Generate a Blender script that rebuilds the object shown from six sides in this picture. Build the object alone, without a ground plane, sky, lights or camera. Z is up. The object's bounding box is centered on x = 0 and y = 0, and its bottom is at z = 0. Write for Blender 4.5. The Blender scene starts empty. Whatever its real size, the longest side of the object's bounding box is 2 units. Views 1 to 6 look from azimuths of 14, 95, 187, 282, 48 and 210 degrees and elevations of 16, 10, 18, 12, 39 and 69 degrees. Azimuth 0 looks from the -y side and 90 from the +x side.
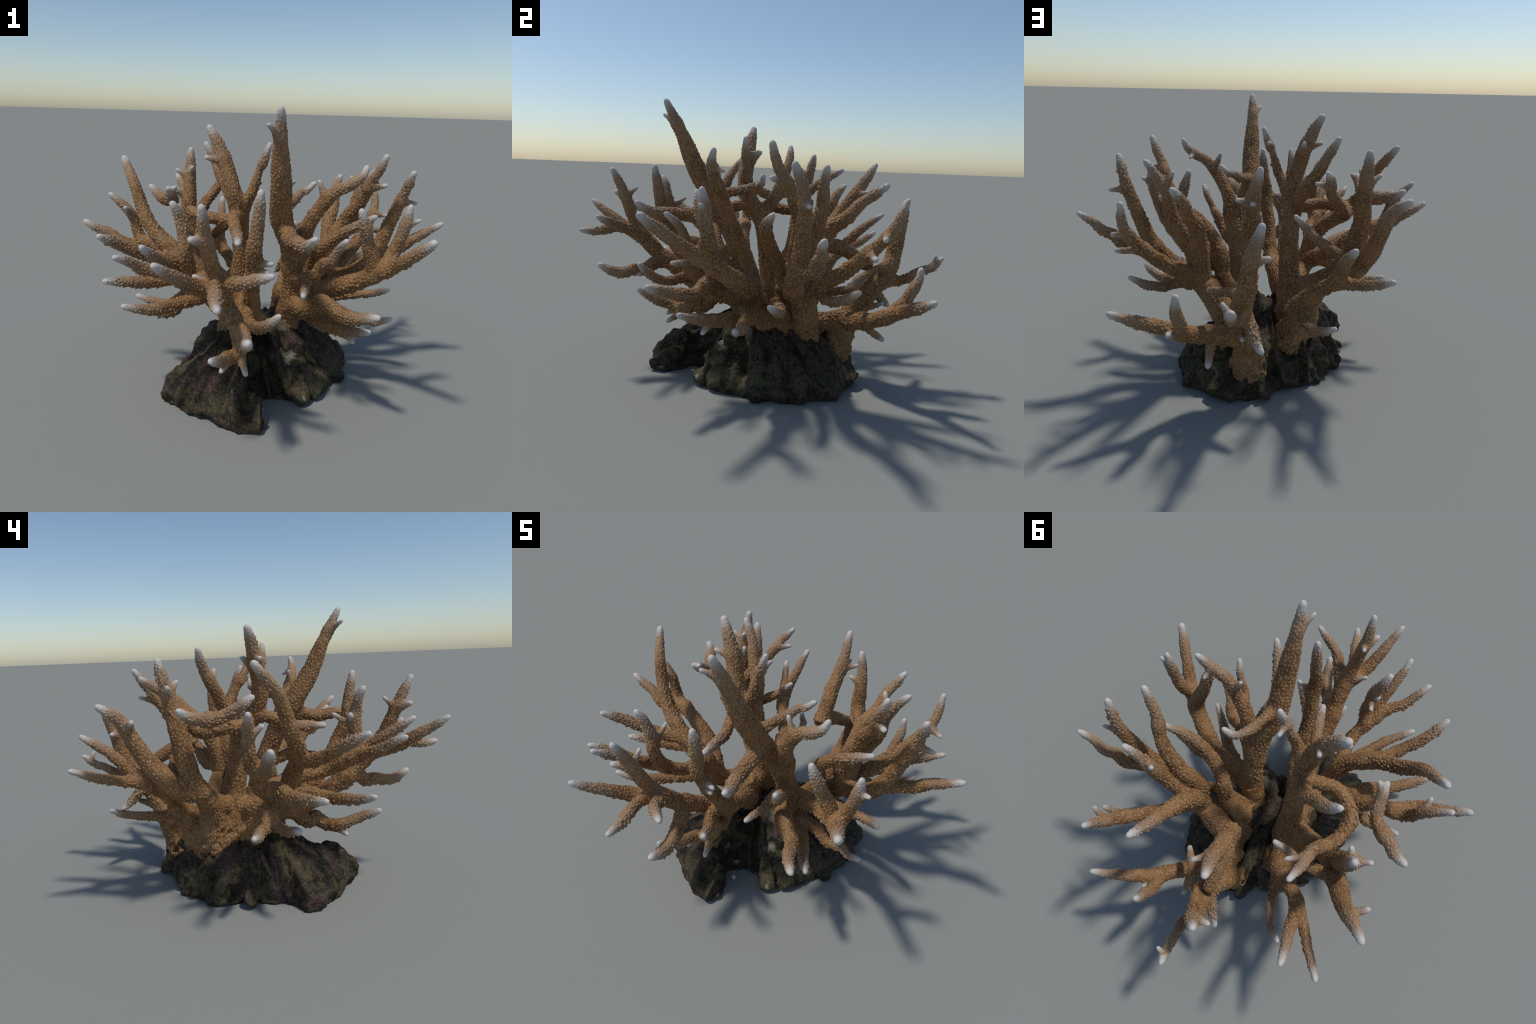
"""Staghorn coral colony growing on a dark reef rock.

The colony is a set of tapering, curved branches described by a spine (a few
control points from the tip down to where the branch leaves its parent) and a
radius profile.  All branches are blended to one continuous skin, which is then
cut by region into one mesh per branch.  Corallites (the small cups that cover
a staghorn) are scattered on that skin as real little cones leaning to the tip.
"""
import bpy, bmesh, math
import numpy as np
from mathutils import Vector, noise

rng = np.random.default_rng(7)
BRANCHES = []


def grow(key, kind, parent, spine, radii):
    """One branch: spine control points tip -> base, radii tip -> base."""
    BRANCHES.append(dict(key=key, kind=kind, parent=parent,
                         spine=np.array(spine), radii=np.array(radii) * (0.93 if kind == "foot" else 0.86)))


# ---------------------------------------------------------------- the colony
grow("A1", "trunk", "", [(0.146, -0.470, 1.436), (0.132, -0.389, 1.271), (0.126, -0.313, 1.103), (0.113, -0.218, 0.943), (0.142, -0.120, 0.780), (0.149, -0.039, 0.600), (0.144, 0.004, 0.417)], [0.020, 0.033, 0.049, 0.060, 0.062, 0.055, 0.058, 0.062, 0.070])
grow("A2", "branchlet", "A1", [(0.099, -0.492, 1.368), (0.134, -0.408, 1.312)], [0.014, 0.020])
grow("P1", "branch", "A1", [(0.486, -0.154, 1.194), (0.456, -0.171, 1.135), (0.351, -0.179, 1.069), (0.272, -0.156, 0.973), (0.218, -0.128, 0.867), (0.197, -0.094, 0.766), (0.148, -0.064, 0.666)], [0.018, 0.028, 0.034, 0.038, 0.045, 0.052, 0.056])
grow("P2", "branchlet", "P1", [(0.273, -0.176, 1.121), (0.311, -0.171, 1.026)], [0.014, 0.020])
grow("P3", "branchlet", "P1", [(0.436, -0.114, 1.092), (0.428, -0.175, 1.116)], [0.014, 0.016])
grow("O3", "branch", "A1", [(0.329, -0.565, 0.937), (0.280, -0.500, 0.885), (0.234, -0.433, 0.879), (0.185, -0.340, 0.869), (0.150, -0.242, 0.886), (0.126, -0.170, 0.866)], [0.020, 0.030, 0.036, 0.042, 0.045])
grow("Q1", "branch", "A1", [(0.232, 0.040, 1.083), (0.188, 0.027, 1.040), (0.160, -0.005, 1.027), (0.147, -0.046, 1.008), (0.135, -0.109, 0.995), (0.113, -0.230, 0.963)], [0.018, 0.024, 0.028, 0.032])
grow("O1", "branch", "A1", [(0.437, -0.388, 0.899), (0.395, -0.327, 0.836), (0.357, -0.305, 0.771), (0.327, -0.256, 0.750), (0.266, -0.204, 0.659), (0.149, -0.039, 0.602)], [0.018, 0.026, 0.034, 0.040])
grow("O2", "branchlet", "O1", [(0.263, -0.409, 0.630), (0.246, -0.178, 0.646)], [0.018, 0.026])
grow("S6", "branch", "A1", [(0.791, -0.395, 0.924), (0.724, -0.315, 0.846), (0.653, -0.230, 0.768), (0.569, -0.142, 0.694), (0.462, -0.066, 0.613), (0.335, -0.002, 0.547), (0.147, -0.013, 0.500)], [0.024, 0.032, 0.040, 0.050, 0.055, 0.058])
grow("S7", "branch", "S6", [(0.475, -0.232, 1.011), (0.500, -0.209, 0.926), (0.516, -0.178, 0.838), (0.543, -0.155, 0.762), (0.552, -0.127, 0.680)], [0.020, 0.032, 0.040, 0.045])
grow("S4", "branch", "S6", [(0.690, -0.164, 1.033), (0.677, -0.154, 0.960), (0.661, -0.149, 0.883), (0.634, -0.146, 0.811), (0.607, -0.179, 0.726)], [0.018, 0.030, 0.036, 0.040])
grow("S5", "branchlet", "S4", [(0.740, -0.161, 0.966), (0.672, -0.152, 0.934)], [0.013, 0.017])
grow("V3", "branch", "A1", [(0.599, -0.428, 0.583), (0.493, -0.341, 0.536), (0.421, -0.252, 0.516), (0.311, -0.206, 0.544), (0.236, -0.143, 0.477), (0.145, -0.004, 0.454)], [0.018, 0.034, 0.044, 0.050, 0.052])
grow("V4", "branch", "A1", [(0.564, -0.295, 0.456), (0.472, -0.216, 0.413), (0.388, -0.132, 0.390), (0.296, -0.065, 0.384), (0.230, -0.004, 0.406), (0.144, 0.004, 0.417)], [0.018, 0.030, 0.036, 0.045, 0.050])
grow("V5", "branchlet", "V4", [(0.491, -0.197, 0.348), (0.418, -0.161, 0.396)], [0.017, 0.020])
grow("V2", "branch", "V4", [(0.660, -0.021, 0.428), (0.588, -0.021, 0.401), (0.523, -0.006, 0.402), (0.446, -0.018, 0.379), (0.357, -0.003, 0.401), (0.254, -0.021, 0.398)], [0.018, 0.026, 0.032, 0.036])
grow("S1", "trunk", "", [(0.707, 0.205, 1.146), (0.661, 0.249, 1.009), (0.605, 0.252, 0.856), (0.545, 0.236, 0.699), (0.440, 0.213, 0.576), (0.290, 0.247, 0.508), (0.163, 0.282, 0.350)], [0.020, 0.030, 0.038, 0.045, 0.050, 0.058, 0.062, 0.075])
grow("S2", "branchlet", "S1", [(0.739, 0.276, 0.972), (0.650, 0.252, 0.978)], [0.014, 0.018])
grow("S3", "branch", "S1", [(0.885, 0.336, 0.866), (0.816, 0.327, 0.823), (0.757, 0.332, 0.780), (0.709, 0.315, 0.752), (0.660, 0.313, 0.707), (0.530, 0.232, 0.675)], [0.018, 0.028, 0.036, 0.042])
grow("V1", "branch", "", [(0.639, 0.119, 0.537), (0.559, 0.158, 0.495), (0.461, 0.161, 0.475), (0.351, 0.155, 0.455), (0.245, 0.118, 0.449)], [0.018, 0.024, 0.028, 0.030])
grow("U1", "branch", "S1", [(0.501, 0.691, 1.008), (0.514, 0.642, 0.890), (0.489, 0.578, 0.800), (0.448, 0.503, 0.718), (0.387, 0.421, 0.638), (0.337, 0.329, 0.574), (0.291, 0.247, 0.509)], [0.018, 0.028, 0.035, 0.040, 0.044, 0.048])
grow("U2", "branchlet", "U1", [(0.598, 0.590, 0.836), (0.506, 0.614, 0.846)], [0.016, 0.020])
grow("U3", "branchlet", "U1", [(0.600, 0.561, 0.752), (0.470, 0.540, 0.757)], [0.016, 0.024])
grow("U4", "branch", "U1", [(0.569, 0.508, 0.609), (0.508, 0.462, 0.559), (0.448, 0.406, 0.529), (0.392, 0.354, 0.530), (0.328, 0.312, 0.562)], [0.016, 0.024, 0.028, 0.030])
grow("R1", "branch", "S1", [(0.567, 0.103, 1.229), (0.541, 0.118, 1.164), (0.499, 0.147, 1.089), (0.461, 0.201, 0.990), (0.367, 0.237, 0.854), (0.295, 0.213, 0.679), (0.320, 0.239, 0.527)], [0.020, 0.032, 0.042, 0.050, 0.052])
grow("R2", "branchlet", "R1", [(0.577, 0.104, 1.078), (0.487, 0.166, 1.055)], [0.018, 0.024])
grow("R3", "branch", "S1", [(0.522, 0.339, 1.136), (0.466, 0.332, 1.059), (0.420, 0.328, 0.971), (0.409, 0.312, 0.874), (0.356, 0.297, 0.768), (0.314, 0.262, 0.651), (0.284, 0.248, 0.503)], [0.020, 0.032, 0.042, 0.052, 0.060])
grow("R4", "branchlet", "R3", [(0.379, 0.350, 1.089), (0.432, 0.330, 1.001)], [0.015, 0.018])
grow("T1", "branch", "S1", [(0.298, 0.634, 1.061), (0.287, 0.572, 1.014), (0.280, 0.507, 0.963), (0.284, 0.451, 0.900), (0.272, 0.364, 0.829), (0.283, 0.296, 0.697), (0.298, 0.245, 0.514)], [0.020, 0.032, 0.044, 0.054, 0.060])
grow("R5", "branch", "", [(0.543, 0.116, 0.919), (0.448, 0.083, 0.867), (0.355, 0.077, 0.810), (0.265, 0.099, 0.719), (0.203, 0.141, 0.622), (0.196, 0.162, 0.505)], [0.020, 0.030, 0.036, 0.042, 0.045])
grow("X1", "trunk", "", [(-0.115, 0.789, 0.971), (-0.084, 0.773, 0.876), (-0.055, 0.750, 0.780), (-0.042, 0.731, 0.689), (-0.017, 0.702, 0.596), (0.014, 0.613, 0.489), (-0.001, 0.496, 0.314)], [0.020, 0.033, 0.044, 0.052, 0.058, 0.062, 0.070])
grow("X2", "branchlet", "X1", [(-0.141, 0.740, 0.816), (-0.059, 0.753, 0.793)], [0.017, 0.022])
grow("X3", "branchlet", "X1", [(0.193, 0.480, 0.557), (-0.031, 0.721, 0.645)], [0.018, 0.024])
grow("Y2", "branch", "X1", [(0.530, 0.837, 0.569), (0.441, 0.791, 0.520), (0.359, 0.740, 0.478), (0.287, 0.683, 0.430), (0.222, 0.609, 0.385), (0.142, 0.534, 0.354), (-0.001, 0.496, 0.314)], [0.018, 0.030, 0.038, 0.046, 0.050, 0.052])
grow("Y1", "branch", "Y2", [(0.236, 0.825, 0.667), (0.242, 0.814, 0.607), (0.248, 0.786, 0.552), (0.244, 0.748, 0.485), (0.272, 0.667, 0.420)], [0.020, 0.030, 0.036, 0.040])
grow("Y6", "branchlet", "Y2", [(0.149, 0.685, 0.259), (0.158, 0.543, 0.359)], [0.020, 0.026])
grow("Y3", "branch", "X1", [(-0.033, 0.991, 0.679), (-0.010, 0.925, 0.628), (-0.004, 0.860, 0.602), (0.006, 0.808, 0.565), (-0.006, 0.745, 0.545), (0.008, 0.645, 0.527)], [0.018, 0.026, 0.030, 0.034])
grow("Y4", "branchlet", "Y3", [(0.018, 0.938, 0.695), (-0.018, 0.952, 0.647)], [0.014, 0.016])
grow("Y5", "branch", "X1", [(-0.110, 0.735, 0.378), (-0.079, 0.704, 0.410), (-0.052, 0.672, 0.445), (-0.033, 0.642, 0.480), (0.012, 0.629, 0.510)], [0.020, 0.028, 0.034])
grow("W1", "branch", "", [(-0.078, 0.612, 1.159), (-0.046, 0.554, 1.066), (-0.022, 0.492, 0.977), (-0.009, 0.432, 0.893), (0.006, 0.384, 0.814), (0.016, 0.338, 0.737)], [0.020, 0.032, 0.040, 0.045, 0.046])
grow("W2", "branchlet", "W1", [(-0.042, 0.607, 1.006), (-0.022, 0.491, 0.976)], [0.014, 0.016])
grow("W3", "branchlet", "W1", [(0.036, 0.573, 1.013), (-0.025, 0.502, 0.991)], [0.015, 0.018])
grow("B1", "trunk", "", [(-0.297, -0.074, 1.345), (-0.222, -0.087, 1.210), (-0.166, -0.101, 1.055), (-0.136, -0.065, 0.926), (-0.152, -0.001, 0.832), (-0.144, 0.036, 0.670), (-0.157, 0.072, 0.416)], [0.022, 0.036, 0.046, 0.050, 0.053, 0.055, 0.058, 0.066, 0.080])
grow("B2", "branchlet", "B1", [(-0.297, -0.132, 1.195), (-0.205, -0.091, 1.171)], [0.018, 0.020])
grow("B4", "branchlet", "B1", [(-0.205, -0.017, 1.207), (-0.187, -0.098, 1.122)], [0.017, 0.020])
grow("B3", "branch", "B1", [(-0.391, 0.139, 1.251), (-0.333, 0.134, 1.155), (-0.282, 0.105, 1.065), (-0.215, 0.075, 0.968), (-0.151, -0.004, 0.841)], [0.020, 0.032, 0.040, 0.044])
grow("C1", "branch", "B1", [(0.019, -0.080, 1.273), (-0.007, -0.083, 1.200), (-0.038, -0.079, 1.124), (-0.067, -0.089, 1.031), (-0.138, -0.045, 0.895)], [0.018, 0.024, 0.030, 0.036])
grow("C2", "branchlet", "C1", [(-0.022, -0.007, 1.202), (-0.017, -0.082, 1.175)], [0.014, 0.016])
grow("D2", "branch", "B1", [(-0.038, -0.413, 0.843), (-0.068, -0.317, 0.849), (-0.101, -0.226, 0.855), (-0.136, -0.154, 0.898), (-0.136, -0.058, 0.913)], [0.022, 0.030, 0.033, 0.036])
grow("D1", "branch", "B1", [(-0.704, -0.183, 1.184), (-0.603, -0.263, 1.048), (-0.517, -0.304, 0.880), (-0.387, -0.314, 0.762), (-0.255, -0.268, 0.639), (-0.207, -0.174, 0.468), (-0.155, 0.068, 0.442)], [0.022, 0.032, 0.040, 0.047, 0.052, 0.055, 0.055])
grow("E1", "branch", "B1", [(-0.529, 0.282, 1.208), (-0.520, 0.238, 1.020), (-0.512, 0.202, 0.840), (-0.485, 0.185, 0.700), (-0.430, 0.165, 0.600), (-0.350, 0.145, 0.525), (-0.170, 0.080, 0.440)], [0.022, 0.036, 0.050, 0.056, 0.056, 0.054, 0.054])
grow("E2", "branchlet", "E1", [(-0.490, 0.207, 1.110), (-0.522, 0.246, 1.056)], [0.016, 0.020])
grow("E3", "branchlet", "E1", [(-0.595, 0.216, 1.089), (-0.521, 0.242, 1.037)], [0.016, 0.020])
grow("G1", "branch", "B1", [(-0.347, 0.455, 1.122), (-0.361, 0.365, 1.070), (-0.360, 0.281, 1.007), (-0.400, 0.207, 0.931), (-0.427, 0.136, 0.867), (-0.425, 0.028, 0.888), (-0.311, -0.052, 0.882), (-0.148, -0.017, 0.862)], [0.018, 0.026, 0.031, 0.034, 0.036, 0.034, 0.036, 0.040])
grow("G2", "branchlet", "G1", [(-0.290, 0.379, 1.063), (-0.359, 0.320, 1.038)], [0.014, 0.017])
grow("H1", "branch", "E1", [(-0.709, 0.495, 1.024), (-0.637, 0.431, 0.954), (-0.599, 0.390, 0.855), (-0.569, 0.341, 0.754), (-0.528, 0.283, 0.671), (-0.483, 0.228, 0.600), (-0.415, 0.161, 0.581)], [0.020, 0.034, 0.044, 0.052, 0.056, 0.056])
grow("G3", "branch", "H1", [(-0.193, 0.306, 0.895), (-0.221, 0.304, 0.865), (-0.261, 0.297, 0.819), (-0.338, 0.298, 0.752), (-0.508, 0.257, 0.633)], [0.018, 0.026, 0.033, 0.036])
grow("H2", "branchlet", "H1", [(-0.680, 0.351, 0.951), (-0.617, 0.411, 0.910)], [0.018, 0.024])
grow("H4", "branch", "B1", [(-0.645, 0.698, 0.728), (-0.571, 0.618, 0.683), (-0.490, 0.528, 0.645), (-0.392, 0.430, 0.606), (-0.244, 0.333, 0.469), (-0.187, 0.217, 0.350), (-0.157, 0.072, 0.416)], [0.018, 0.026, 0.036, 0.046, 0.055, 0.065])
grow("H3", "branch", "H4", [(-0.480, 0.725, 0.862), (-0.465, 0.659, 0.819), (-0.443, 0.588, 0.766), (-0.429, 0.514, 0.693), (-0.401, 0.438, 0.612)], [0.018, 0.028, 0.034, 0.040])
grow("H5", "branch", "H4", [(-0.420, 0.637, 0.475), (-0.351, 0.588, 0.435), (-0.303, 0.515, 0.414), (-0.266, 0.419, 0.407), (-0.228, 0.313, 0.443)], [0.016, 0.024, 0.028, 0.032])
grow("I1", "branch", "D1", [(-0.796, -0.180, 0.994), (-0.695, -0.152, 0.896), (-0.645, -0.150, 0.772), (-0.569, -0.148, 0.733), (-0.477, -0.146, 0.684), (-0.385, -0.135, 0.603), (-0.215, -0.204, 0.495)], [0.020, 0.030, 0.042, 0.050, 0.054])
grow("I2", "branchlet", "I1", [(-0.692, -0.217, 0.935), (-0.685, -0.150, 0.876)], [0.016, 0.020])
grow("I3", "branch", "I1", [(-0.887, -0.280, 0.863), (-0.826, -0.263, 0.828), (-0.758, -0.242, 0.796), (-0.686, -0.229, 0.748), (-0.575, -0.148, 0.736)], [0.020, 0.030, 0.036, 0.040])
grow("I4", "branch", "I1", [(-0.685, -0.470, 0.621), (-0.599, -0.381, 0.600), (-0.503, -0.292, 0.587), (-0.409, -0.224, 0.595), (-0.357, -0.144, 0.584)], [0.018, 0.032, 0.040, 0.042])
grow("H6", "branch", "I1", [(-0.677, -0.154, 0.446), (-0.586, -0.154, 0.425), (-0.493, -0.143, 0.411), (-0.443, -0.173, 0.446), (-0.297, -0.168, 0.546)], [0.018, 0.028, 0.034, 0.038])
grow("I5", "branch", "H6", [(-0.584, -0.342, 0.454), (-0.517, -0.311, 0.433), (-0.460, -0.272, 0.414), (-0.419, -0.218, 0.420), (-0.397, -0.174, 0.477)], [0.020, 0.028, 0.030])
grow("J2", "branch", "D1", [(-0.441, -0.788, 0.847), (-0.405, -0.720, 0.813), (-0.372, -0.669, 0.773), (-0.321, -0.623, 0.752), (-0.276, -0.554, 0.718), (-0.220, -0.415, 0.647), (-0.244, -0.259, 0.617)], [0.018, 0.028, 0.034, 0.038, 0.042])
grow("J1", "branch", "D1", [(-0.597, -0.636, 0.887), (-0.570, -0.572, 0.851), (-0.534, -0.513, 0.814), (-0.483, -0.454, 0.773), (-0.425, -0.383, 0.738), (-0.341, -0.305, 0.723)], [0.020, 0.030, 0.036, 0.040])
grow("J3", "branch", "D1", [(-0.484, -0.662, 0.590), (-0.414, -0.592, 0.559), (-0.359, -0.513, 0.544), (-0.310, -0.424, 0.540), (-0.255, -0.335, 0.541), (-0.224, -0.230, 0.540)], [0.018, 0.030, 0.036, 0.040])
grow("K1", "branch", "J2", [(-0.268, -0.605, 1.051), (-0.249, -0.577, 0.990), (-0.227, -0.563, 0.904), (-0.224, -0.564, 0.824), (-0.222, -0.540, 0.754), (-0.248, -0.499, 0.688)], [0.020, 0.032, 0.036, 0.038])
grow("K2", "branchlet", "K1", [(-0.258, -0.461, 0.928), (-0.224, -0.565, 0.854)], [0.014, 0.018])
grow("K3", "branchlet", "K1", [(-0.262, -0.538, 0.925), (-0.225, -0.563, 0.878)], [0.014, 0.018])
grow("L4", "branch", "J2", [(-0.299, -0.830, 0.913), (-0.289, -0.759, 0.866), (-0.277, -0.689, 0.818), (-0.263, -0.621, 0.771), (-0.277, -0.556, 0.719)], [0.018, 0.026, 0.030, 0.032])
grow("L1", "trunk", "B1", [(-0.056, -0.829, 1.088), (-0.066, -0.769, 0.965), (-0.055, -0.715, 0.831), (-0.046, -0.628, 0.696), (-0.065, -0.488, 0.564), (-0.084, -0.255, 0.419), (-0.157, 0.072, 0.416)], [0.020, 0.034, 0.042, 0.048, 0.055, 0.062, 0.065])
grow("L5", "branch", "L1", [(-0.174, -0.993, 0.900), (-0.152, -0.925, 0.851), (-0.132, -0.846, 0.802), (-0.103, -0.758, 0.750), (-0.045, -0.637, 0.706)], [0.018, 0.030, 0.038, 0.042])
grow("L6", "branch", "L1", [(0.056, -0.970, 0.748), (0.022, -0.896, 0.741), (-0.006, -0.825, 0.759), (-0.034, -0.743, 0.757), (-0.045, -0.637, 0.706)], [0.018, 0.028, 0.032, 0.036])
grow("L7", "branch", "L1", [(0.214, -0.804, 0.843), (0.137, -0.776, 0.812), (0.063, -0.743, 0.779), (0.004, -0.674, 0.746), (-0.048, -0.602, 0.666)], [0.018, 0.028, 0.034, 0.038])
grow("L8", "branch", "L1", [(0.133, -0.837, 0.580), (0.095, -0.747, 0.533), (0.060, -0.665, 0.546), (0.020, -0.620, 0.545), (-0.006, -0.577, 0.574), (-0.061, -0.518, 0.587)], [0.024, 0.034, 0.038, 0.042])
grow("L9", "branchlet", "L1", [(-0.139, -0.705, 0.778), (-0.046, -0.652, 0.727)], [0.015, 0.020])
grow("L2", "branchlet", "L1", [(-0.105, -0.831, 0.958), (-0.064, -0.755, 0.931)], [0.020, 0.024])
grow("L3", "branchlet", "L1", [(-0.087, -0.694, 0.986), (-0.064, -0.755, 0.931)], [0.014, 0.018])
grow("N5", "branchlet", "L8", [(0.076, -0.636, 0.524), (0.033, -0.634, 0.544)], [0.014, 0.018])
grow("M1", "trunk", "", [(0.093, -0.542, 1.113), (0.085, -0.532, 1.028), (0.073, -0.518, 0.943), (0.060, -0.510, 0.854), (0.052, -0.473, 0.768), (0.028, -0.414, 0.648), (0.001, -0.295, 0.484)], [0.020, 0.032, 0.040, 0.044, 0.045, 0.050])
grow("M2", "branchlet", "M1", [(0.143, -0.485, 0.792), (0.055, -0.480, 0.785)], [0.015, 0.018])
grow("M3", "branchlet", "M1", [(0.124, -0.489, 0.752), (0.047, -0.459, 0.737)], [0.018, 0.022])
grow("N4", "branch", "M1", [(0.201, -0.595, 0.608), (0.131, -0.547, 0.533), (0.072, -0.485, 0.495), (0.013, -0.419, 0.504), (0.011, -0.340, 0.543)], [0.018, 0.028, 0.030, 0.034])
grow("N1", "branch", "L1", [(-0.070, -0.695, 0.408), (-0.050, -0.584, 0.358), (-0.063, -0.479, 0.322), (-0.027, -0.404, 0.312), (-0.032, -0.347, 0.353), (-0.048, -0.313, 0.329), (-0.089, -0.228, 0.413)], [0.022, 0.030, 0.036, 0.044, 0.052])
grow("N2", "branchlet", "N1", [(-0.079, -0.526, 0.267), (-0.049, -0.444, 0.314)], [0.016, 0.020])
grow("N3", "branchlet", "N1", [(0.035, -0.493, 0.252), (-0.026, -0.399, 0.313)], [0.018, 0.022])
grow("F3", "branchlet", "F2", [(-0.456, -0.121, 1.037), (-0.498, -0.089, 1.001)], [0.016, 0.020])
grow("Y7", "branchlet", "Y2", [(0.302, 0.769, 0.447), (0.281, 0.678, 0.427)], [0.018, 0.020])
grow("X4", "branchlet", "X1", [(-0.011, 0.693, 0.418), (0.005, 0.533, 0.369)], [0.016, 0.018])
grow("F1", "branch", "", [(-0.721, 0.132, 1.001), (-0.685, 0.118, 0.979), (-0.655, 0.097, 0.962), (-0.623, 0.064, 0.952), (-0.587, 0.048, 0.944)], [0.020, 0.027, 0.031, 0.034, 0.034])
grow("F2", "branch", "F1", [(-0.491, -0.141, 1.034), (-0.500, -0.079, 0.994), (-0.517, -0.014, 0.956), (-0.551, 0.024, 0.944), (-0.587, 0.048, 0.944)], [0.017, 0.025, 0.031, 0.034, 0.034])
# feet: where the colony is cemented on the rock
grow("FA", "foot", "A1", [(0.140, 0.010, 0.450), (0.112, 0.030, 0.370), (0.090, 0.060, 0.240)], [0.060, 0.066, 0.090])
grow("FS", "foot", "R5", [(0.200, 0.165, 0.500), (0.130, 0.160, 0.380), (0.090, 0.165, 0.230)], [0.048, 0.062, 0.090])
grow("FX", "foot", "X1", [(0.000, 0.500, 0.330), (0.006, 0.465, 0.240), (0.010, 0.420, 0.120)], [0.068, 0.080, 0.100])
grow("FY", "foot", "X1", [(0.020, 0.480, 0.330), (0.045, 0.360, 0.310), (0.090, 0.200, 0.290)], [0.050, 0.060, 0.075])
grow("FB", "foot", "B1", [(-0.160, 0.070, 0.440), (-0.170, 0.100, 0.340), (-0.175, 0.120, 0.210)], [0.075, 0.095, 0.130])
grow("FE", "foot", "E1", [(-0.350, 0.145, 0.520), (-0.265, 0.150, 0.410), (-0.210, 0.160, 0.240)], [0.056, 0.074, 0.105])
grow("FH", "foot", "H4", [(-0.290, 0.350, 0.480), (-0.225, 0.280, 0.360), (-0.160, 0.240, 0.190)], [0.046, 0.064, 0.100])
grow("FL", "foot", "L1", [(-0.140, -0.080, 0.460), (-0.155, -0.050, 0.370), (-0.165, -0.020, 0.260)], [0.060, 0.072, 0.095])
grow("FM", "foot", "M1", [(0.000, -0.290, 0.480), (-0.040, -0.180, 0.440), (-0.090, -0.080, 0.330)], [0.050, 0.050, 0.060])
grow("FR", "foot", "S1", [(0.260, 0.250, 0.490), (0.175, 0.275, 0.380), (0.110, 0.280, 0.220)], [0.060, 0.062, 0.085])
grow("FV", "foot", "R5", [(0.245, 0.125, 0.448), (0.180, 0.120, 0.410), (0.110, 0.100, 0.320)], [0.030, 0.042, 0.060])
grow("FW", "foot", "W1", [(0.016, 0.338, 0.736), (0.012, 0.375, 0.722), (-0.008, 0.470, 0.700), (-0.018, 0.610, 0.610)], [0.044, 0.042, 0.036, 0.034])

INDEX = {b["key"]: i for i, b in enumerate(BRANCHES)}


def catmull(P, n):
    Q = np.vstack([2 * P[0] - P[1], P, 2 * P[-1] - P[-2]])
    m = len(P) - 1
    ts = np.linspace(0, m, n)
    i = np.minimum(ts.astype(int), m - 1)
    t = (ts - i)[:, None]
    a, b, c, d = Q[i], Q[i + 1], Q[i + 2], Q[i + 3]
    return .5 * (2 * b + (c - a) * t + (2 * a - 5 * b + 4 * c - d) * t ** 2 + (-a + 3 * b - 3 * c + d) * t ** 3)


def resample(b, step=0.006):
    C = catmull(b["spine"], 80)
    if b["kind"] != "foot":
        e = C[0] - C[2]
        C[0] += e / np.linalg.norm(e) * 0.004
    L = np.r_[0, np.cumsum(np.linalg.norm(np.diff(C, axis=0), axis=1))]
    n = max(8, int(L[-1] / step))
    s = np.linspace(0, L[-1], n)
    pts = np.stack([np.interp(s, L, C[:, k]) for k in range(3)], 1)
    r = np.interp(s / L[-1], np.linspace(0, 1, len(b["radii"])), b["radii"])
    if b["kind"] != "foot":                          # rounded growing tip
        reach = 1.15 * b["radii"][0]
        x = np.clip(s / reach, 0, 1)
        r = r * np.sqrt(np.clip(1 - (1 - x) ** 2, 0, 1)) * (0.80 + 0.20 * np.clip(s / 0.07, 0, 1))
        r = np.maximum(r, 0.0012)
    if b["key"] in BLUNT:
        x = np.clip((L[-1] - s) / 0.03, 0, 1)
        r = r * np.sqrt(np.clip(1 - (1 - x) ** 2, 0.02, 1))
    return pts, r, s


BLUNT = ()
for b in BRANCHES:
    b["pts"], b["r"], b["s"] = resample(b)


def tube(bm, pts, r, seg=14):
    tan = np.gradient(pts, axis=0)
    tan /= np.linalg.norm(tan, axis=1)[:, None] + 1e-9
    up = np.array([0.3, 0.2, 1.0]) if abs(tan[0][2]) < .8 else np.array([1.0, 0.1, 0.2])
    rings = []
    for p, t, rad in zip(pts, tan, r):
        u = up - t * (up @ t)
        u /= np.linalg.norm(u)
        up = u
        w = np.cross(t, u)
        rings.append([bm.verts.new(p + rad * (math.cos(a) * u + math.sin(a) * w))
                      for a in np.linspace(0, 2 * math.pi, seg, endpoint=False)])
    for A, B in zip(rings[:-1], rings[1:]):
        for k in range(seg):
            bm.faces.new((A[k], A[(k + 1) % seg], B[(k + 1) % seg], B[k]))
    bm.faces.new(rings[0][::-1])
    bm.faces.new(rings[-1])


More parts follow.
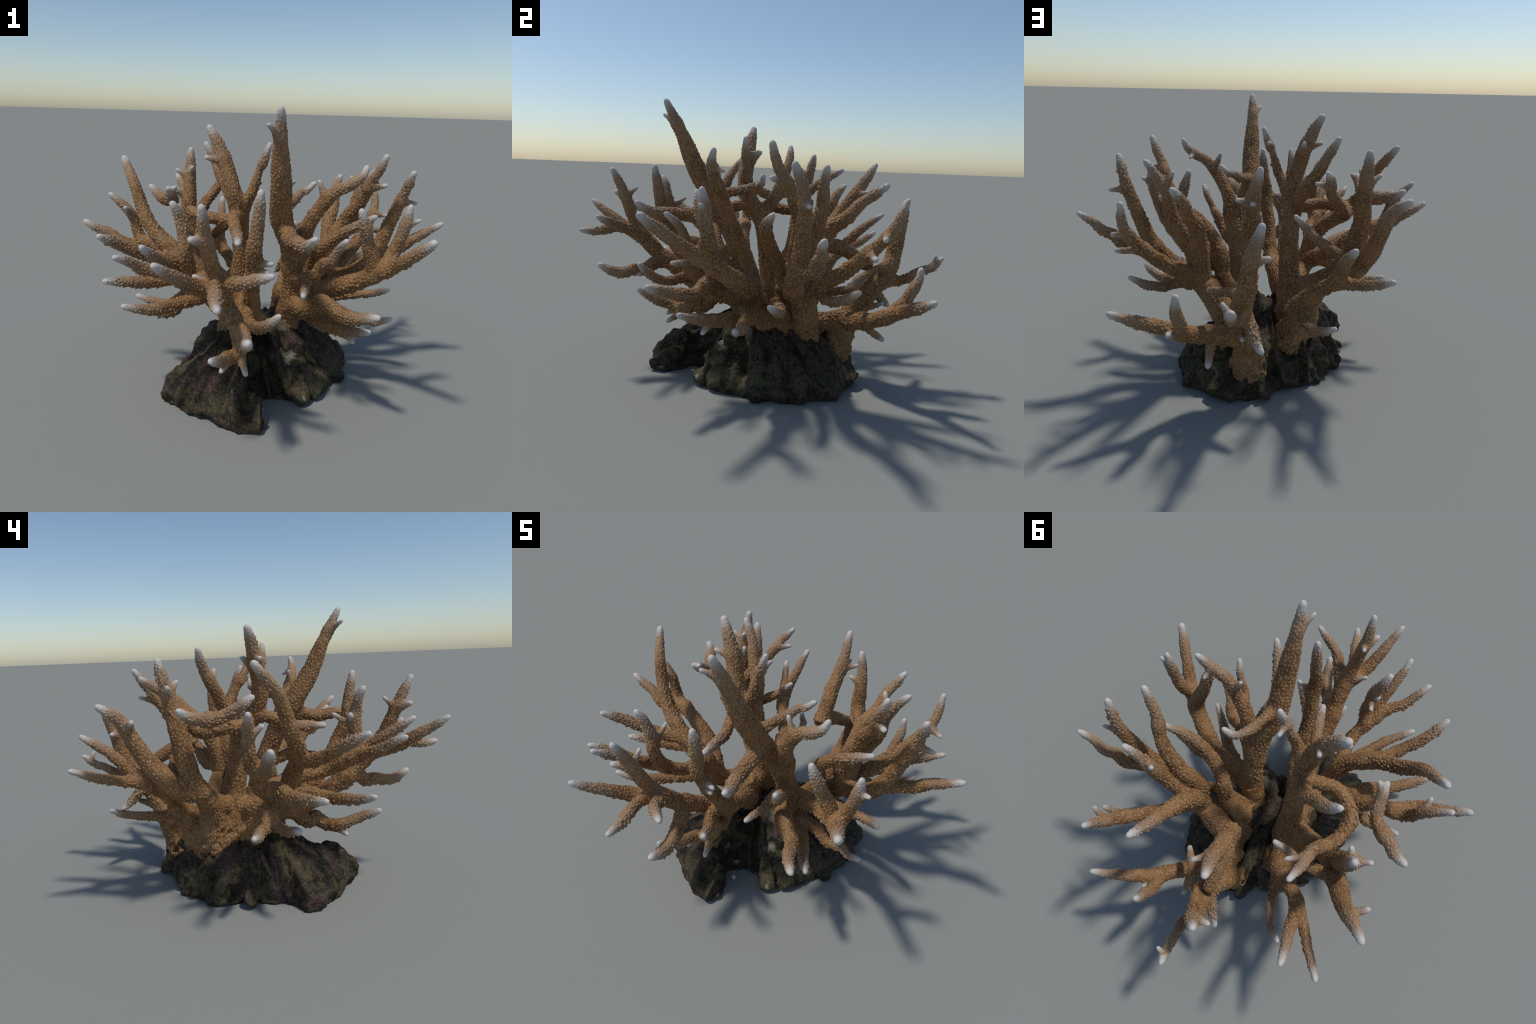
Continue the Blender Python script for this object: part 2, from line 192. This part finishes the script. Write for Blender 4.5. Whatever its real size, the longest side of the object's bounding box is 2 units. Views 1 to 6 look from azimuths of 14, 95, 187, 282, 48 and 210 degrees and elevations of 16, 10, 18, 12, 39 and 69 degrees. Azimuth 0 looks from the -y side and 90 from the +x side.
def remeshed(bm, voxel):
    """Union of closed shells: voxel remesh, returned as numpy arrays."""
    bmesh.ops.recalc_face_normals(bm, faces=bm.faces)
    me = bpy.data.meshes.new("shell")
    bm.to_mesh(me)
    bm.free()
    ob = bpy.data.objects.new("shell", me)
    bpy.context.scene.collection.objects.link(ob)
    m = ob.modifiers.new("union", "REMESH")
    m.mode = "VOXEL"
    m.voxel_size = voxel
    dg = bpy.context.evaluated_depsgraph_get()
    em = ob.evaluated_get(dg).to_mesh()
    co = np.empty(len(em.vertices) * 3)
    em.vertices.foreach_get("co", co)
    loops = np.empty(len(em.loops), dtype=np.int64)
    em.loops.foreach_get("vertex_index", loops)
    start = np.empty(len(em.polygons), dtype=np.int64)
    em.polygons.foreach_get("loop_start", start)
    faces = np.stack([loops[start + k] for k in range(4)], 1)
    ob.evaluated_get(dg).to_mesh_clear()
    bpy.data.objects.remove(ob)
    bpy.data.meshes.remove(me)
    return co.reshape(-1, 3), faces


def vertex_normals(co, F):
    n = np.cross(co[F[:, 2]] - co[F[:, 0]], co[F[:, 3]] - co[F[:, 1]])
    N = np.zeros_like(co)
    for k in range(4):
        for a in range(3):
            N[:, a] += np.bincount(F[:, k], n[:, a], len(co))
    return N / (np.linalg.norm(N, axis=1)[:, None] + 1e-12)


def relax(co, F, weight, rounds):
    e = np.vstack([F[:, [0, 1]], F[:, [1, 2]], F[:, [2, 3]], F[:, [3, 0]]])
    cnt = np.bincount(e[:, 0], minlength=len(co)) + np.bincount(e[:, 1], minlength=len(co))
    for _ in range(rounds):
        acc = np.stack([np.bincount(e[:, 0], co[e[:, 1], a], len(co)) +
                        np.bincount(e[:, 1], co[e[:, 0], a], len(co)) for a in range(3)], 1)
        co = co + weight[:, None] * (acc / cnt[:, None] - co)
    return co


def fbm(co, scale, seed, octaves=3):
    off = Vector((seed * 3.1, seed * 1.7, seed * 5.3))
    return np.array([noise.fractal(Vector(p) * scale + off, 1.0, 2.0, octaves) for p in co])


# --------------------------------------------------- one skin for all branches
bm = bmesh.new()
for b in BRANCHES:
    tube(bm, b["pts"], b["r"])
co, F = remeshed(bm, 0.0050)

S = np.vstack([b["pts"] for b in BRANCHES])
SR = np.concatenate([b["r"] for b in BRANCHES])
SB = np.concatenate([np.full(len(b["pts"]), i) for i, b in enumerate(BRANCHES)])
SS = np.concatenate([b["s"] for b in BRANCHES])
ST = np.vstack([-np.gradient(b["pts"], axis=0) for b in BRANCHES])
ST /= np.linalg.norm(ST, axis=1)[:, None] + 1e-9

owner = np.zeros(len(co), dtype=int)
near1 = np.full(len(co), 9.0)
near2 = np.full(len(co), 9.0)
along = np.zeros((len(co), 3))
fromtip = np.zeros(len(co))
CELL = 0.09
cells = {}
for i, c in enumerate(map(tuple, np.floor(co / CELL).astype(int))):
    cells.setdefault(c, []).append(i)
for c, ids in cells.items():
    ids = np.array(ids)
    mid = (np.array(c) + .5) * CELL
    cand = np.where(np.linalg.norm(S - mid, axis=1) - SR < CELL * .9 + 0.05)[0]
    d = np.linalg.norm(co[ids][:, None] - S[cand], axis=2) - SR[cand]
    k = d.argmin(1)
    b1 = SB[cand][k]
    owner[ids] = b1
    near1[ids] = d[np.arange(len(ids)), k]
    along[ids] = ST[cand][k]
    fromtip[ids] = SS[cand][k]
    d2 = np.where(SB[cand][None] == b1[:, None], 9.0, d)
    near2[ids] = d2.min(1)

# fillets in the crotches, then an even relaxation, slow lumps along the limbs
gap = np.clip(near2 - near1, 0, 1)
N = vertex_normals(co, F)
K = 0.030
co = co + N * (K * .25 * (np.clip(K - gap, 0, K) / K) ** 2)[:, None]
co = relax(co, F, 0.12 + 0.5 * np.clip(1 - gap / 0.014, 0, 1) * np.clip(fromtip / 0.05, 0, 1), 4)
N = vertex_normals(co, F)
co = co + N * (0.0035 * fbm(co, 14.0, 2, 2) * np.clip(fromtip / 0.06, 0.15, 1))[:, None]
N = vertex_normals(co, F)
crust = np.array([b["kind"] == "foot" for b in BRANCHES])[owner] * np.clip((0.42 - co[:, 2]) / 0.10, 0, 1)
co = co + N * (crust * (0.016 * fbm(co, 17.0, 21, 2) + 0.006 * fbm(co, 48.0, 22, 2)))[:, None]   # ragged crust on the rock
N = vertex_normals(co, F)
CORAL_CO, CORAL_N = co, N

# feet belong to the limb they carry
for i, b in enumerate(BRANCHES):
    if b["kind"] == "foot":
        owner[owner == i] = INDEX[b["parent"]]

# ------------------------------------------------------------------ materials


class Nodes:
    """Small helper to write node trees as expressions."""

    def __init__(self, tree):
        self.t = tree

    def new(self, kind, **kw):
        n = self.t.nodes.new(kind)
        for k, v in kw.items():
            if k.startswith("i_"):
                n.inputs[k[2:].replace("_", " ")].default_value = v
            else:
                setattr(n, k, v)
        return n

    def link(self, a, b):
        self.t.links.new(a, b)

    def val(self, sock, x):
        if hasattr(x, "is_output"):
            self.link(x, sock)
        else:
            sock.default_value = x

    def noise(self, vec, scale, detail=3.0, rough=0.55):
        n = self.new("ShaderNodeTexNoise", i_Scale=scale, i_Detail=detail, i_Roughness=rough)
        self.link(vec, n.inputs["Vector"])
        return n.outputs["Fac"]

    def voronoi(self, vec, scale):
        n = self.new("ShaderNodeTexVoronoi", i_Scale=scale)
        self.link(vec, n.inputs["Vector"])
        return n.outputs["Distance"]

    def math(self, op, a, b=0.0):
        n = self.new("ShaderNodeMath", operation=op)
        self.val(n.inputs[0], a)
        self.val(n.inputs[1], b)
        return n.outputs[0]

    def ramp(self, x, lo, hi, a=0.0, b=1.0):
        n = self.new("ShaderNodeMapRange", interpolation_type="SMOOTHSTEP")
        self.val(n.inputs["Value"], x)
        n.inputs["From Min"].default_value = lo
        n.inputs["From Max"].default_value = hi
        n.inputs["To Min"].default_value = a
        n.inputs["To Max"].default_value = b
        return n.outputs["Result"]

    def mix(self, f, a, b):
        n = self.new("ShaderNodeMix", data_type="RGBA")
        self.val(n.inputs[0], f)
        for s, x in ((n.inputs[6], a), (n.inputs[7], b)):
            self.val(s, x if hasattr(x, "is_output") else (*x, 1.0))
        return n.outputs[2]


BROWN_DEEP = (0.160, 0.073, 0.022)
BROWN = (0.262, 0.138, 0.050)
TAN = (0.330, 0.233, 0.158)
CREAM = (0.440, 0.325, 0.220)
WHITE = (0.530, 0.490, 0.450)


def skin_group():
    """Living skin: bleached growing tip -> tan -> brown, with a grain of cups."""
    g = bpy.data.node_groups.new("coral_skin", "ShaderNodeTree")
    face = g.interface
    face.new_socket("Tip", in_out="INPUT", socket_type="NodeSocketVector")
    face.new_socket("Reach", in_out="INPUT", socket_type="NodeSocketFloat")
    face.new_socket("Cup", in_out="INPUT", socket_type="NodeSocketFloat")
    face.new_socket("Color", in_out="OUTPUT", socket_type="NodeSocketColor")
    face.new_socket("Height", in_out="OUTPUT", socket_type="NodeSocketFloat")
    q = Nodes(g)
    gi, go = q.new("NodeGroupInput"), q.new("NodeGroupOutput")
    pos = q.new("ShaderNodeTexCoord").outputs["Object"]
    dist = q.new("ShaderNodeVectorMath", operation="DISTANCE")
    q.link(pos, dist.inputs[0])
    q.link(gi.outputs["Tip"], dist.inputs[1])
    blotch = q.noise(pos, 9.0, 3.0)
    fine = q.noise(pos, 70.0, 4.0, 0.65)
    d = q.math("DIVIDE", dist.outputs["Value"], gi.outputs["Reach"])
    d = q.math("ADD", d, q.math("MULTIPLY", q.math("SUBTRACT", blotch, 0.5), 0.22))
    white = q.math("POWER", q.ramp(d, 0.03, 0.46, 1.0, 0.0), 1.5)
    tan = q.ramp(d, 0.15, 1.25, 1.0, 0.0)
    brown = q.mix(q.ramp(blotch, 0.36, 0.62), BROWN_DEEP, BROWN)
    brown = q.mix(q.ramp(fine, 0.42, 0.72), brown, (0.360, 0.215, 0.105))
    col = q.mix(q.math("MULTIPLY", tan, 0.85), brown, TAN)
    cell = q.voronoi(pos, 75.0)
    col = q.mix(q.math("MULTIPLY", q.ramp(cell, 0.15, 0.75), 0.30), col, BROWN_DEEP)
    col = q.mix(q.math("MULTIPLY", gi.outputs["Cup"], q.ramp(fine, 0.30, 0.65, 0.35, 1.0)), col, CREAM)
    col = q.mix(white, col, WHITE)
    q.link(col, go.inputs["Color"])
    h = q.math("ADD", q.math("MULTIPLY", cell, -0.7), q.math("MULTIPLY", fine, 0.5))
    q.link(h, go.inputs["Height"])
    return g


SKIN = skin_group()


def skin_material(name, tip, reach, cup):
    m = bpy.data.materials.new(name)
    m.use_nodes = True
    t = m.node_tree
    q = Nodes(t)
    bsdf = t.nodes["Principled BSDF"]
    g = q.new("ShaderNodeGroup", node_tree=SKIN)
    g.inputs["Tip"].default_value = tuple(tip)
    g.inputs["Reach"].default_value = reach
    g.inputs["Cup"].default_value = cup
    bump = q.new("ShaderNodeBump", i_Strength=0.35, i_Distance=0.003)
    q.link(g.outputs["Height"], bump.inputs["Height"])
    q.link(g.outputs["Color"], bsdf.inputs["Base Color"])
    q.link(bump.outputs["Normal"], bsdf.inputs["Normal"])
    bsdf.inputs["Roughness"].default_value = 0.72
    bsdf.inputs["Specular IOR Level"].default_value = 0.25
    return m


def rock_material():
    m = bpy.data.materials.new("reef_rock")
    m.use_nodes = True
    t = m.node_tree
    q = Nodes(t)
    bsdf = t.nodes["Principled BSDF"]
    pos = q.new("ShaderNodeTexCoord").outputs["Object"]
    big = q.noise(pos, 5.0, 4.0)
    mid = q.noise(pos, 17.0, 5.0, 0.65)
    fine = q.noise(pos, 75.0, 5.0, 0.7)
    hue = q.noise(pos, 8.3, 2.0)
    col = q.mix(q.ramp(mid, 0.40, 0.62), (0.013, 0.011, 0.008), (0.062, 0.046, 0.024))
    col = q.mix(q.math("MULTIPLY", q.ramp(big, 0.52, 0.66), 0.5), col, (0.110, 0.084, 0.048))
    col = q.mix(q.math("MULTIPLY", q.ramp(hue, 0.56, 0.68), 0.55), col, (0.050, 0.058, 0.020))
    col = q.mix(q.math("MULTIPLY", q.ramp(hue, 0.46, 0.34), 0.7), col, (0.060, 0.030, 0.036))
    col = q.mix(q.ramp(fine, 0.48, 0.70, 0.0, 0.6), col, (0.150, 0.118, 0.072))
    col = q.mix(q.ramp(fine, 0.50, 0.32, 0.0, 0.8), col, (0.010, 0.009, 0.008))
    for spot, size, tone in (((0.165, -0.125, 0.19), 0.060, (0.23, 0.22, 0.165)),
                             ((0.085, -0.06, 0.35), 0.075, (0.17, 0.15, 0.10)), ((0.094, -0.13, 0.20), 0.05, (0.13, 0.10, 0.075)),
                             ((0.262, -0.262, 0.045), 0.028, (0.42, 0.34, 0.27))):
        d = q.new("ShaderNodeVectorMath", operation="DISTANCE")
        q.link(pos, d.inputs[0])
        d.inputs[1].default_value = spot
        dd = q.math("ADD", d.outputs["Value"], q.math("MULTIPLY", q.math("SUBTRACT", mid, 0.5), size * 2.4))
        col = q.mix(q.math("MULTIPLY", q.ramp(dd, size * .45, size * .95, 1.0, 0.0), q.ramp(fine, 0.3, 0.5, 0.5, 1.0)), col, tone)
    q.link(col, bsdf.inputs["Base Color"])
    bump = q.new("ShaderNodeBump", i_Strength=0.8, i_Distance=0.006)
    q.link(q.math("ADD", fine, q.math("MULTIPLY", mid, 1.5)), bump.inputs["Height"])
    q.link(bump.outputs["Normal"], bsdf.inputs["Normal"])
    bsdf.inputs["Roughness"].default_value = 0.8
    bsdf.inputs["Specular IOR Level"].default_value = 0.25
    return m


# ----------------------------------------------------------------- the object
root = bpy.data.objects.new("staghorn_coral", None)
bpy.context.scene.collection.objects.link(root)
root["label"] = "brown staghorn coral with white branch tips on dark rock"
root["category"] = "coral"


def mesh_object(name, verts, faces, parent, materials, slots=None, normals=None):
    me = bpy.data.meshes.new(name)
    me.from_pydata(verts, [], faces)
    for m in materials:
        me.materials.append(m)
    if slots is not None:
        me.polygons.foreach_set("material_index", slots)
    me.polygons.foreach_set("use_smooth", [True] * len(me.polygons))
    if normals is not None:
        me.normals_split_custom_set_from_vertices(normals)
    me.update()
    ob = bpy.data.objects.new(name, me)
    bpy.context.scene.collection.objects.link(ob)
    ob.parent = parent
    return ob


fown = np.take_along_axis(owner[F], np.zeros((len(F), 1), int), 1)[:, 0]
for i, b in enumerate(BRANCHES):
    if b["kind"] == "foot":
        continue
    mine = F[fown == i]
    if not len(mine):
        continue
    used, inv = np.unique(mine, return_inverse=True)
    length = b["s"][-1]
    reach = {"branchlet": 0.12}.get(b["kind"], 0.20)
    b["reach"] = reach
    b["mat"] = skin_material("coral_skin_" + b["kind"], b["spine"][0], reach, 0.0)
    up = BRANCHES[INDEX[b["parent"]]].get("ob") if b["kind"] == "branchlet" else root
    b["ob"] = mesh_object(b["kind"], co[used].tolist(), inv.reshape(-1, 4).tolist(), up or root,
                          [b["mat"]], normals=N[used].tolist())

# ------------------------------------------------------------------ corallites
SEG = 6
RINGS = ((1.00, -0.50), (0.78, 0.32), (0.40, 0.88))
cup_v = [(r * math.cos(2 * math.pi * k / SEG), r * math.sin(2 * math.pi * k / SEG), z) for r, z in RINGS for k in range(SEG)]
cup_v.append((0.0, 0.0, 1.0))
CUP_V = np.array(cup_v)
CUP_F = []
CUP_S = []
for j in range(len(RINGS) - 1):
    for k in range(SEG):
        k2 = (k + 1) % SEG
        CUP_F.append((j * SEG + k, j * SEG + k2, (j + 1) * SEG + k2, (j + 1) * SEG + k))
        CUP_S.append(0 if j == 0 else 1)
top = len(RINGS) * SEG
for k in range(SEG):
    CUP_F.append((top - SEG + k, top - SEG + (k + 1) % SEG, top))
    CUP_S.append(1)

order = rng.permutation(len(co))
SPACE = 0.0170
grid = {}
chosen = []
for i in order:
    if fromtip[i] < 0.022 or (BRANCHES[owner[i]]["kind"] == "branchlet" and fromtip[i] < 0.04):
        continue
    if co[i, 2] < 0.30 and rng.random() < 0.3:
        continue
    p = co[i]
    apart = 0.0130 + 0.0040 * min(1.0, max(0.0, (fromtip[i] - 0.20) / 0.35))
    c = tuple(np.floor(p / SPACE).astype(int))
    ok = True
    for dx in (-1, 0, 1):
        for dy in (-1, 0, 1):
            for dz in (-1, 0, 1):
                for o in grid.get((c[0] + dx, c[1] + dy, c[2] + dz), ()):
                    if (co[o, 0] - p[0]) ** 2 + (co[o, 1] - p[1]) ** 2 + (co[o, 2] - p[2]) ** 2 < apart * apart:
                        ok = False
                        break
                if not ok:
                    break
            if not ok:
                break
        if not ok:
            break
    if ok:
        grid.setdefault(c, []).append(i)
        chosen.append(i)
chosen = np.array(chosen)
wild = fbm(co[chosen], 7.0, 9, 2)                       # patches of longer cups
for i, b in enumerate(BRANCHES):
    if "ob" not in b:
        continue
    sel = np.where(owner[chosen] == i)[0]
    if not len(sel):
        continue
    V, FF, SL = [], [], []
    for j in sel:
        v = chosen[j]
        n = CORAL_N[v]
        ft = fromtip[v]
        lean = n + along[v] * (0.75 + 0.35 * rng.random())
        lean /= np.linalg.norm(lean)
        grow_in = min(1.0, 0.25 + (ft - 0.022) / 0.09)
        r = (0.0074 + 0.0016 * min(1.0, max(0.0, (ft - 0.20) / 0.35))) * (0.75 + 0.4 * rng.random()) * (0.5 + 0.5 * grow_in)
        h = 0.0033 * (0.6 + 0.8 * rng.random()) * grow_in * 1.0
        under = max(0.0, -n[2] + 0.15) * max(0.0, 1.0 - abs(along[v][2]))
        longer = min(3.2, (1.0 + 3.6 * max(0.0, wild[j] - 0.08)) * (1.0 + 2.6 * under))
        if longer > 1.6 and rng.random() < 0.45:
            longer = 1.2                                # tall cups stand apart
        h *= longer
        r *= 1.0 + 0.10 * (longer - 1.0)
        if gap[v] < 0.02:
            h *= 0.6
        flat = along[v] - n * (along[v] @ n)
        flat /= np.linalg.norm(flat) + 1e-9
        side = np.cross(n, flat)
        P = co[v] + CUP_V[:, :1] * flat * r * 1.25 + CUP_V[:, 1:2] * side * r * 0.92 + CUP_V[:, 2:] * lean * h
        base = len(V)
        V.extend(P.tolist())
        FF.extend([tuple(base + a for a in f) for f in CUP_F])
        SL.extend(CUP_S)
    wall = skin_material("corallite_wall", b["spine"][0], b["reach"], 0.06)
    rim = skin_material("corallite_rim", b["spine"][0], b["reach"], 0.34)
    holder = b["ob"]
    if b["kind"] == "branchlet":
        holder = b["ob"].parent
    cob = mesh_object("corallite", V, FF, holder, [wall, rim], SL)
    cob["kind"] = "stuff"

# ------------------------------------------------------------------------ rock
# ground outline (counter-clockwise) and the crest line it rises to
OUTLINE = np.array([(0.40, 0.06), (0.40, 0.25), (0.37, 0.34), (0.31, 0.43), (0.23, 0.48), (0.10, 0.545), (0.02, 0.525),
                    (-0.07, 0.49), (-0.12, 0.41), (-0.22, 0.375), (-0.34, 0.31), (-0.39, 0.20), (-0.44, 0.09),
                    (-0.42, 0.03), (-0.37, -0.06), (-0.385, -0.17), (-0.36, -0.24), (-0.44, -0.34), (-0.40, -0.41),
                    (-0.29, -0.47), (-0.13, -0.51), (-0.02, -0.555), (0.07, -0.555), (0.130, -0.49), (0.09, -0.40),
                    (0.02, -0.33), (0.06, -0.28), (0.15, -0.235), (0.24, -0.21), (0.31, -0.15), (0.34, -0.08)])
CREST = [((-0.01, -0.47), 0.15), ((-0.09, -0.36), 0.19), ((-0.17, -0.14), 0.30), ((-0.05, 0.06), 0.36), ((0.06, 0.12), 0.36), ((0.07, 0.25), 0.31)]
OUTLINE = (OUTLINE - [-0.02, 0.02]) * 1.025 + [-0.02, 0.02]
loop = catmull(np.vstack([np.c_[OUTLINE, np.zeros(len(OUTLINE))], [[*OUTLINE[0], 0]]]), 200)[:-1, :2]
crest_xy = np.array([c[0] for c in CREST])
cl = np.vstack([np.linspace(crest_xy[k], crest_xy[k + 1], 12) for k in range(len(CREST) - 1)])
ch = np.concatenate([np.linspace(CREST[k][1], CREST[k + 1][1], 12) for k in range(len(CREST) - 1)])
bm = bmesh.new()
STEPS = 16
rings = []
for t in np.linspace(0, 1, STEPS):
    ring = []
    for p in loop:
        w = 1 / (np.linalg.norm(cl - p, axis=1) ** 3 + 1e-4)
        c = (cl * w[:, None]).sum(0) / w.sum()
        hgt = (ch * w).sum() / w.sum()
        turn = math.atan2(p[1] - 0.05, p[0] - 0.05)            # the +x flank is a slope, the rest bulges
        bulge = 0.55 - 0.45 * math.exp(-((turn + 0.25) / 0.75) ** 2)
        q = p + (c - p) * t * 0.97
        ring.append(bm.verts.new((q[0], q[1], 0.012 + hgt * ((1 - bulge) * (0.26 * (1 - (1 - t) ** 6) + 0.74 * t ** 0.92) + bulge * (1 - (1 - t) ** 2.0) ** 0.5))))
    rings.append(ring)
low = [bm.verts.new((v.co.x * 0.97, v.co.y * 0.97, -0.004)) for v in rings[0]]
for A, B in [(low, rings[0])] + list(zip(rings[:-1], rings[1:])):
    for k in range(len(A)):
        bm.faces.new((A[k], A[(k + 1) % len(A)], B[(k + 1) % len(A)], B[k]))
bm.faces.new(low[::-1])
bm.faces.new(rings[-1])


def lump(center, radius, stretch=(1, 1, 1)):
    got = bmesh.ops.create_icosphere(bm, subdivisions=3, radius=1.0)
    for v in got["verts"]:
        v.co = Vector(center) + Vector([v.co[k] * radius * stretch[k] for k in range(3)])


lump((0.085, -0.035, 0.285), 0.075)
lump((0.15, -0.06, 0.23), 0.075)
tube(bm, catmull(np.array([(0.075, -0.035, 0.34), (0.075, -0.095, 0.265), (0.094, -0.143, 0.188)]), 14), np.linspace(0.048, 0.020, 14))   # dead stub
lump((0.19, -0.15, 0.10), 0.075, (1, 1, 1.3))
lump((0.035, -0.515, 0.045), 0.055, (1.0, 1, 0.9))
lump((0.105, -0.495, 0.030), 0.045, (1.1, 1, 0.7))
lump((-0.06, -0.49, 0.05), 0.060)
for root_a, root_b, thick in (((-0.30, -0.33, 0.08), (-0.458, -0.352, 0.026), 0.06), ((0.33, 0.05, 0.06), (0.435, 0.050, 0.018), 0.05),
                              ((-0.30, -0.05, 0.08), (-0.440, -0.075, 0.020), 0.055), ((-0.05, 0.42, 0.08), (-0.100, 0.515, 0.020), 0.05),
                              ((0.27, 0.38, 0.08), (0.345, 0.455, 0.020), 0.05), ((0.25, -0.12, 0.07), (0.335, -0.175, 0.020), 0.05)):
    tube(bm, catmull(np.array([root_a, [(root_a[k] + root_b[k]) / 2 for k in range(3)], root_b]), 12), np.linspace(thick, 0.016, 12))
tube(bm, catmull(np.array([(0.17, -0.10, 0.13), (0.22, -0.18, 0.08), (0.262, -0.258, 0.034)]), 14), np.linspace(0.055, 0.022, 14))
rco, RF = remeshed(bm, 0.0085)
rco = relax(rco, RF, np.full(len(rco), 0.5), 6)
RN = vertex_normals(rco, RF)
# gullies running down the flanks, then knobs and pits
ang = np.arctan2(rco[:, 1] - 0.0, rco[:, 0] + 0.03)
flank = np.stack([np.cos(ang) * 2.6, np.sin(ang) * 2.6, rco[:, 2] * 3.0 + np.linalg.norm(rco[:, :2], axis=1) * 2.0], 1)
gully = 1 - 2 * np.abs(fbm(flank, 1.55, 4, 2))
side = np.clip(rco[:, 2] / 0.04, 0, 1) * np.clip((0.36 - rco[:, 2]) / 0.08, 0.25, 1)
rco = rco + RN * (np.clip((gully - 0.50) * 0.062, -0.045, 0.024) * side)[:, None]
rco = rco + RN * (0.018 * fbm(rco, 9.0, 11, 3) + 0.009 * fbm(rco, 30.0, 12, 4))[:, None]
# boring hole in the +x flank
for hole, size, deep in (((0.395, 0.09, 0.16), 0.045, 0.07), ((-0.40, -0.10, 0.12), 0.05, 0.03),
                         ((0.05, -0.25, 0.12), 0.14, 0.060), ((0.30, -0.02, 0.16), 0.10, 0.030)):
    d = np.linalg.norm(rco - np.array(hole), axis=1)
    rco = rco - RN * (deep * np.clip(1 - (d / size) ** 2, 0, 1) ** 0.7)[:, None]
rco = relax(rco, RF, np.full(len(rco), 0.35), 1)
rco[:, 2] = np.where(rco[:, 2] < 0.012, np.maximum(rco[:, 2], 0.0), rco[:, 2])
rco[:, 2] -= rco[:, 2].min()
RN = vertex_normals(rco, RF)
mesh_object("rock_base", rco.tolist(), RF.tolist(), root, [rock_material()])
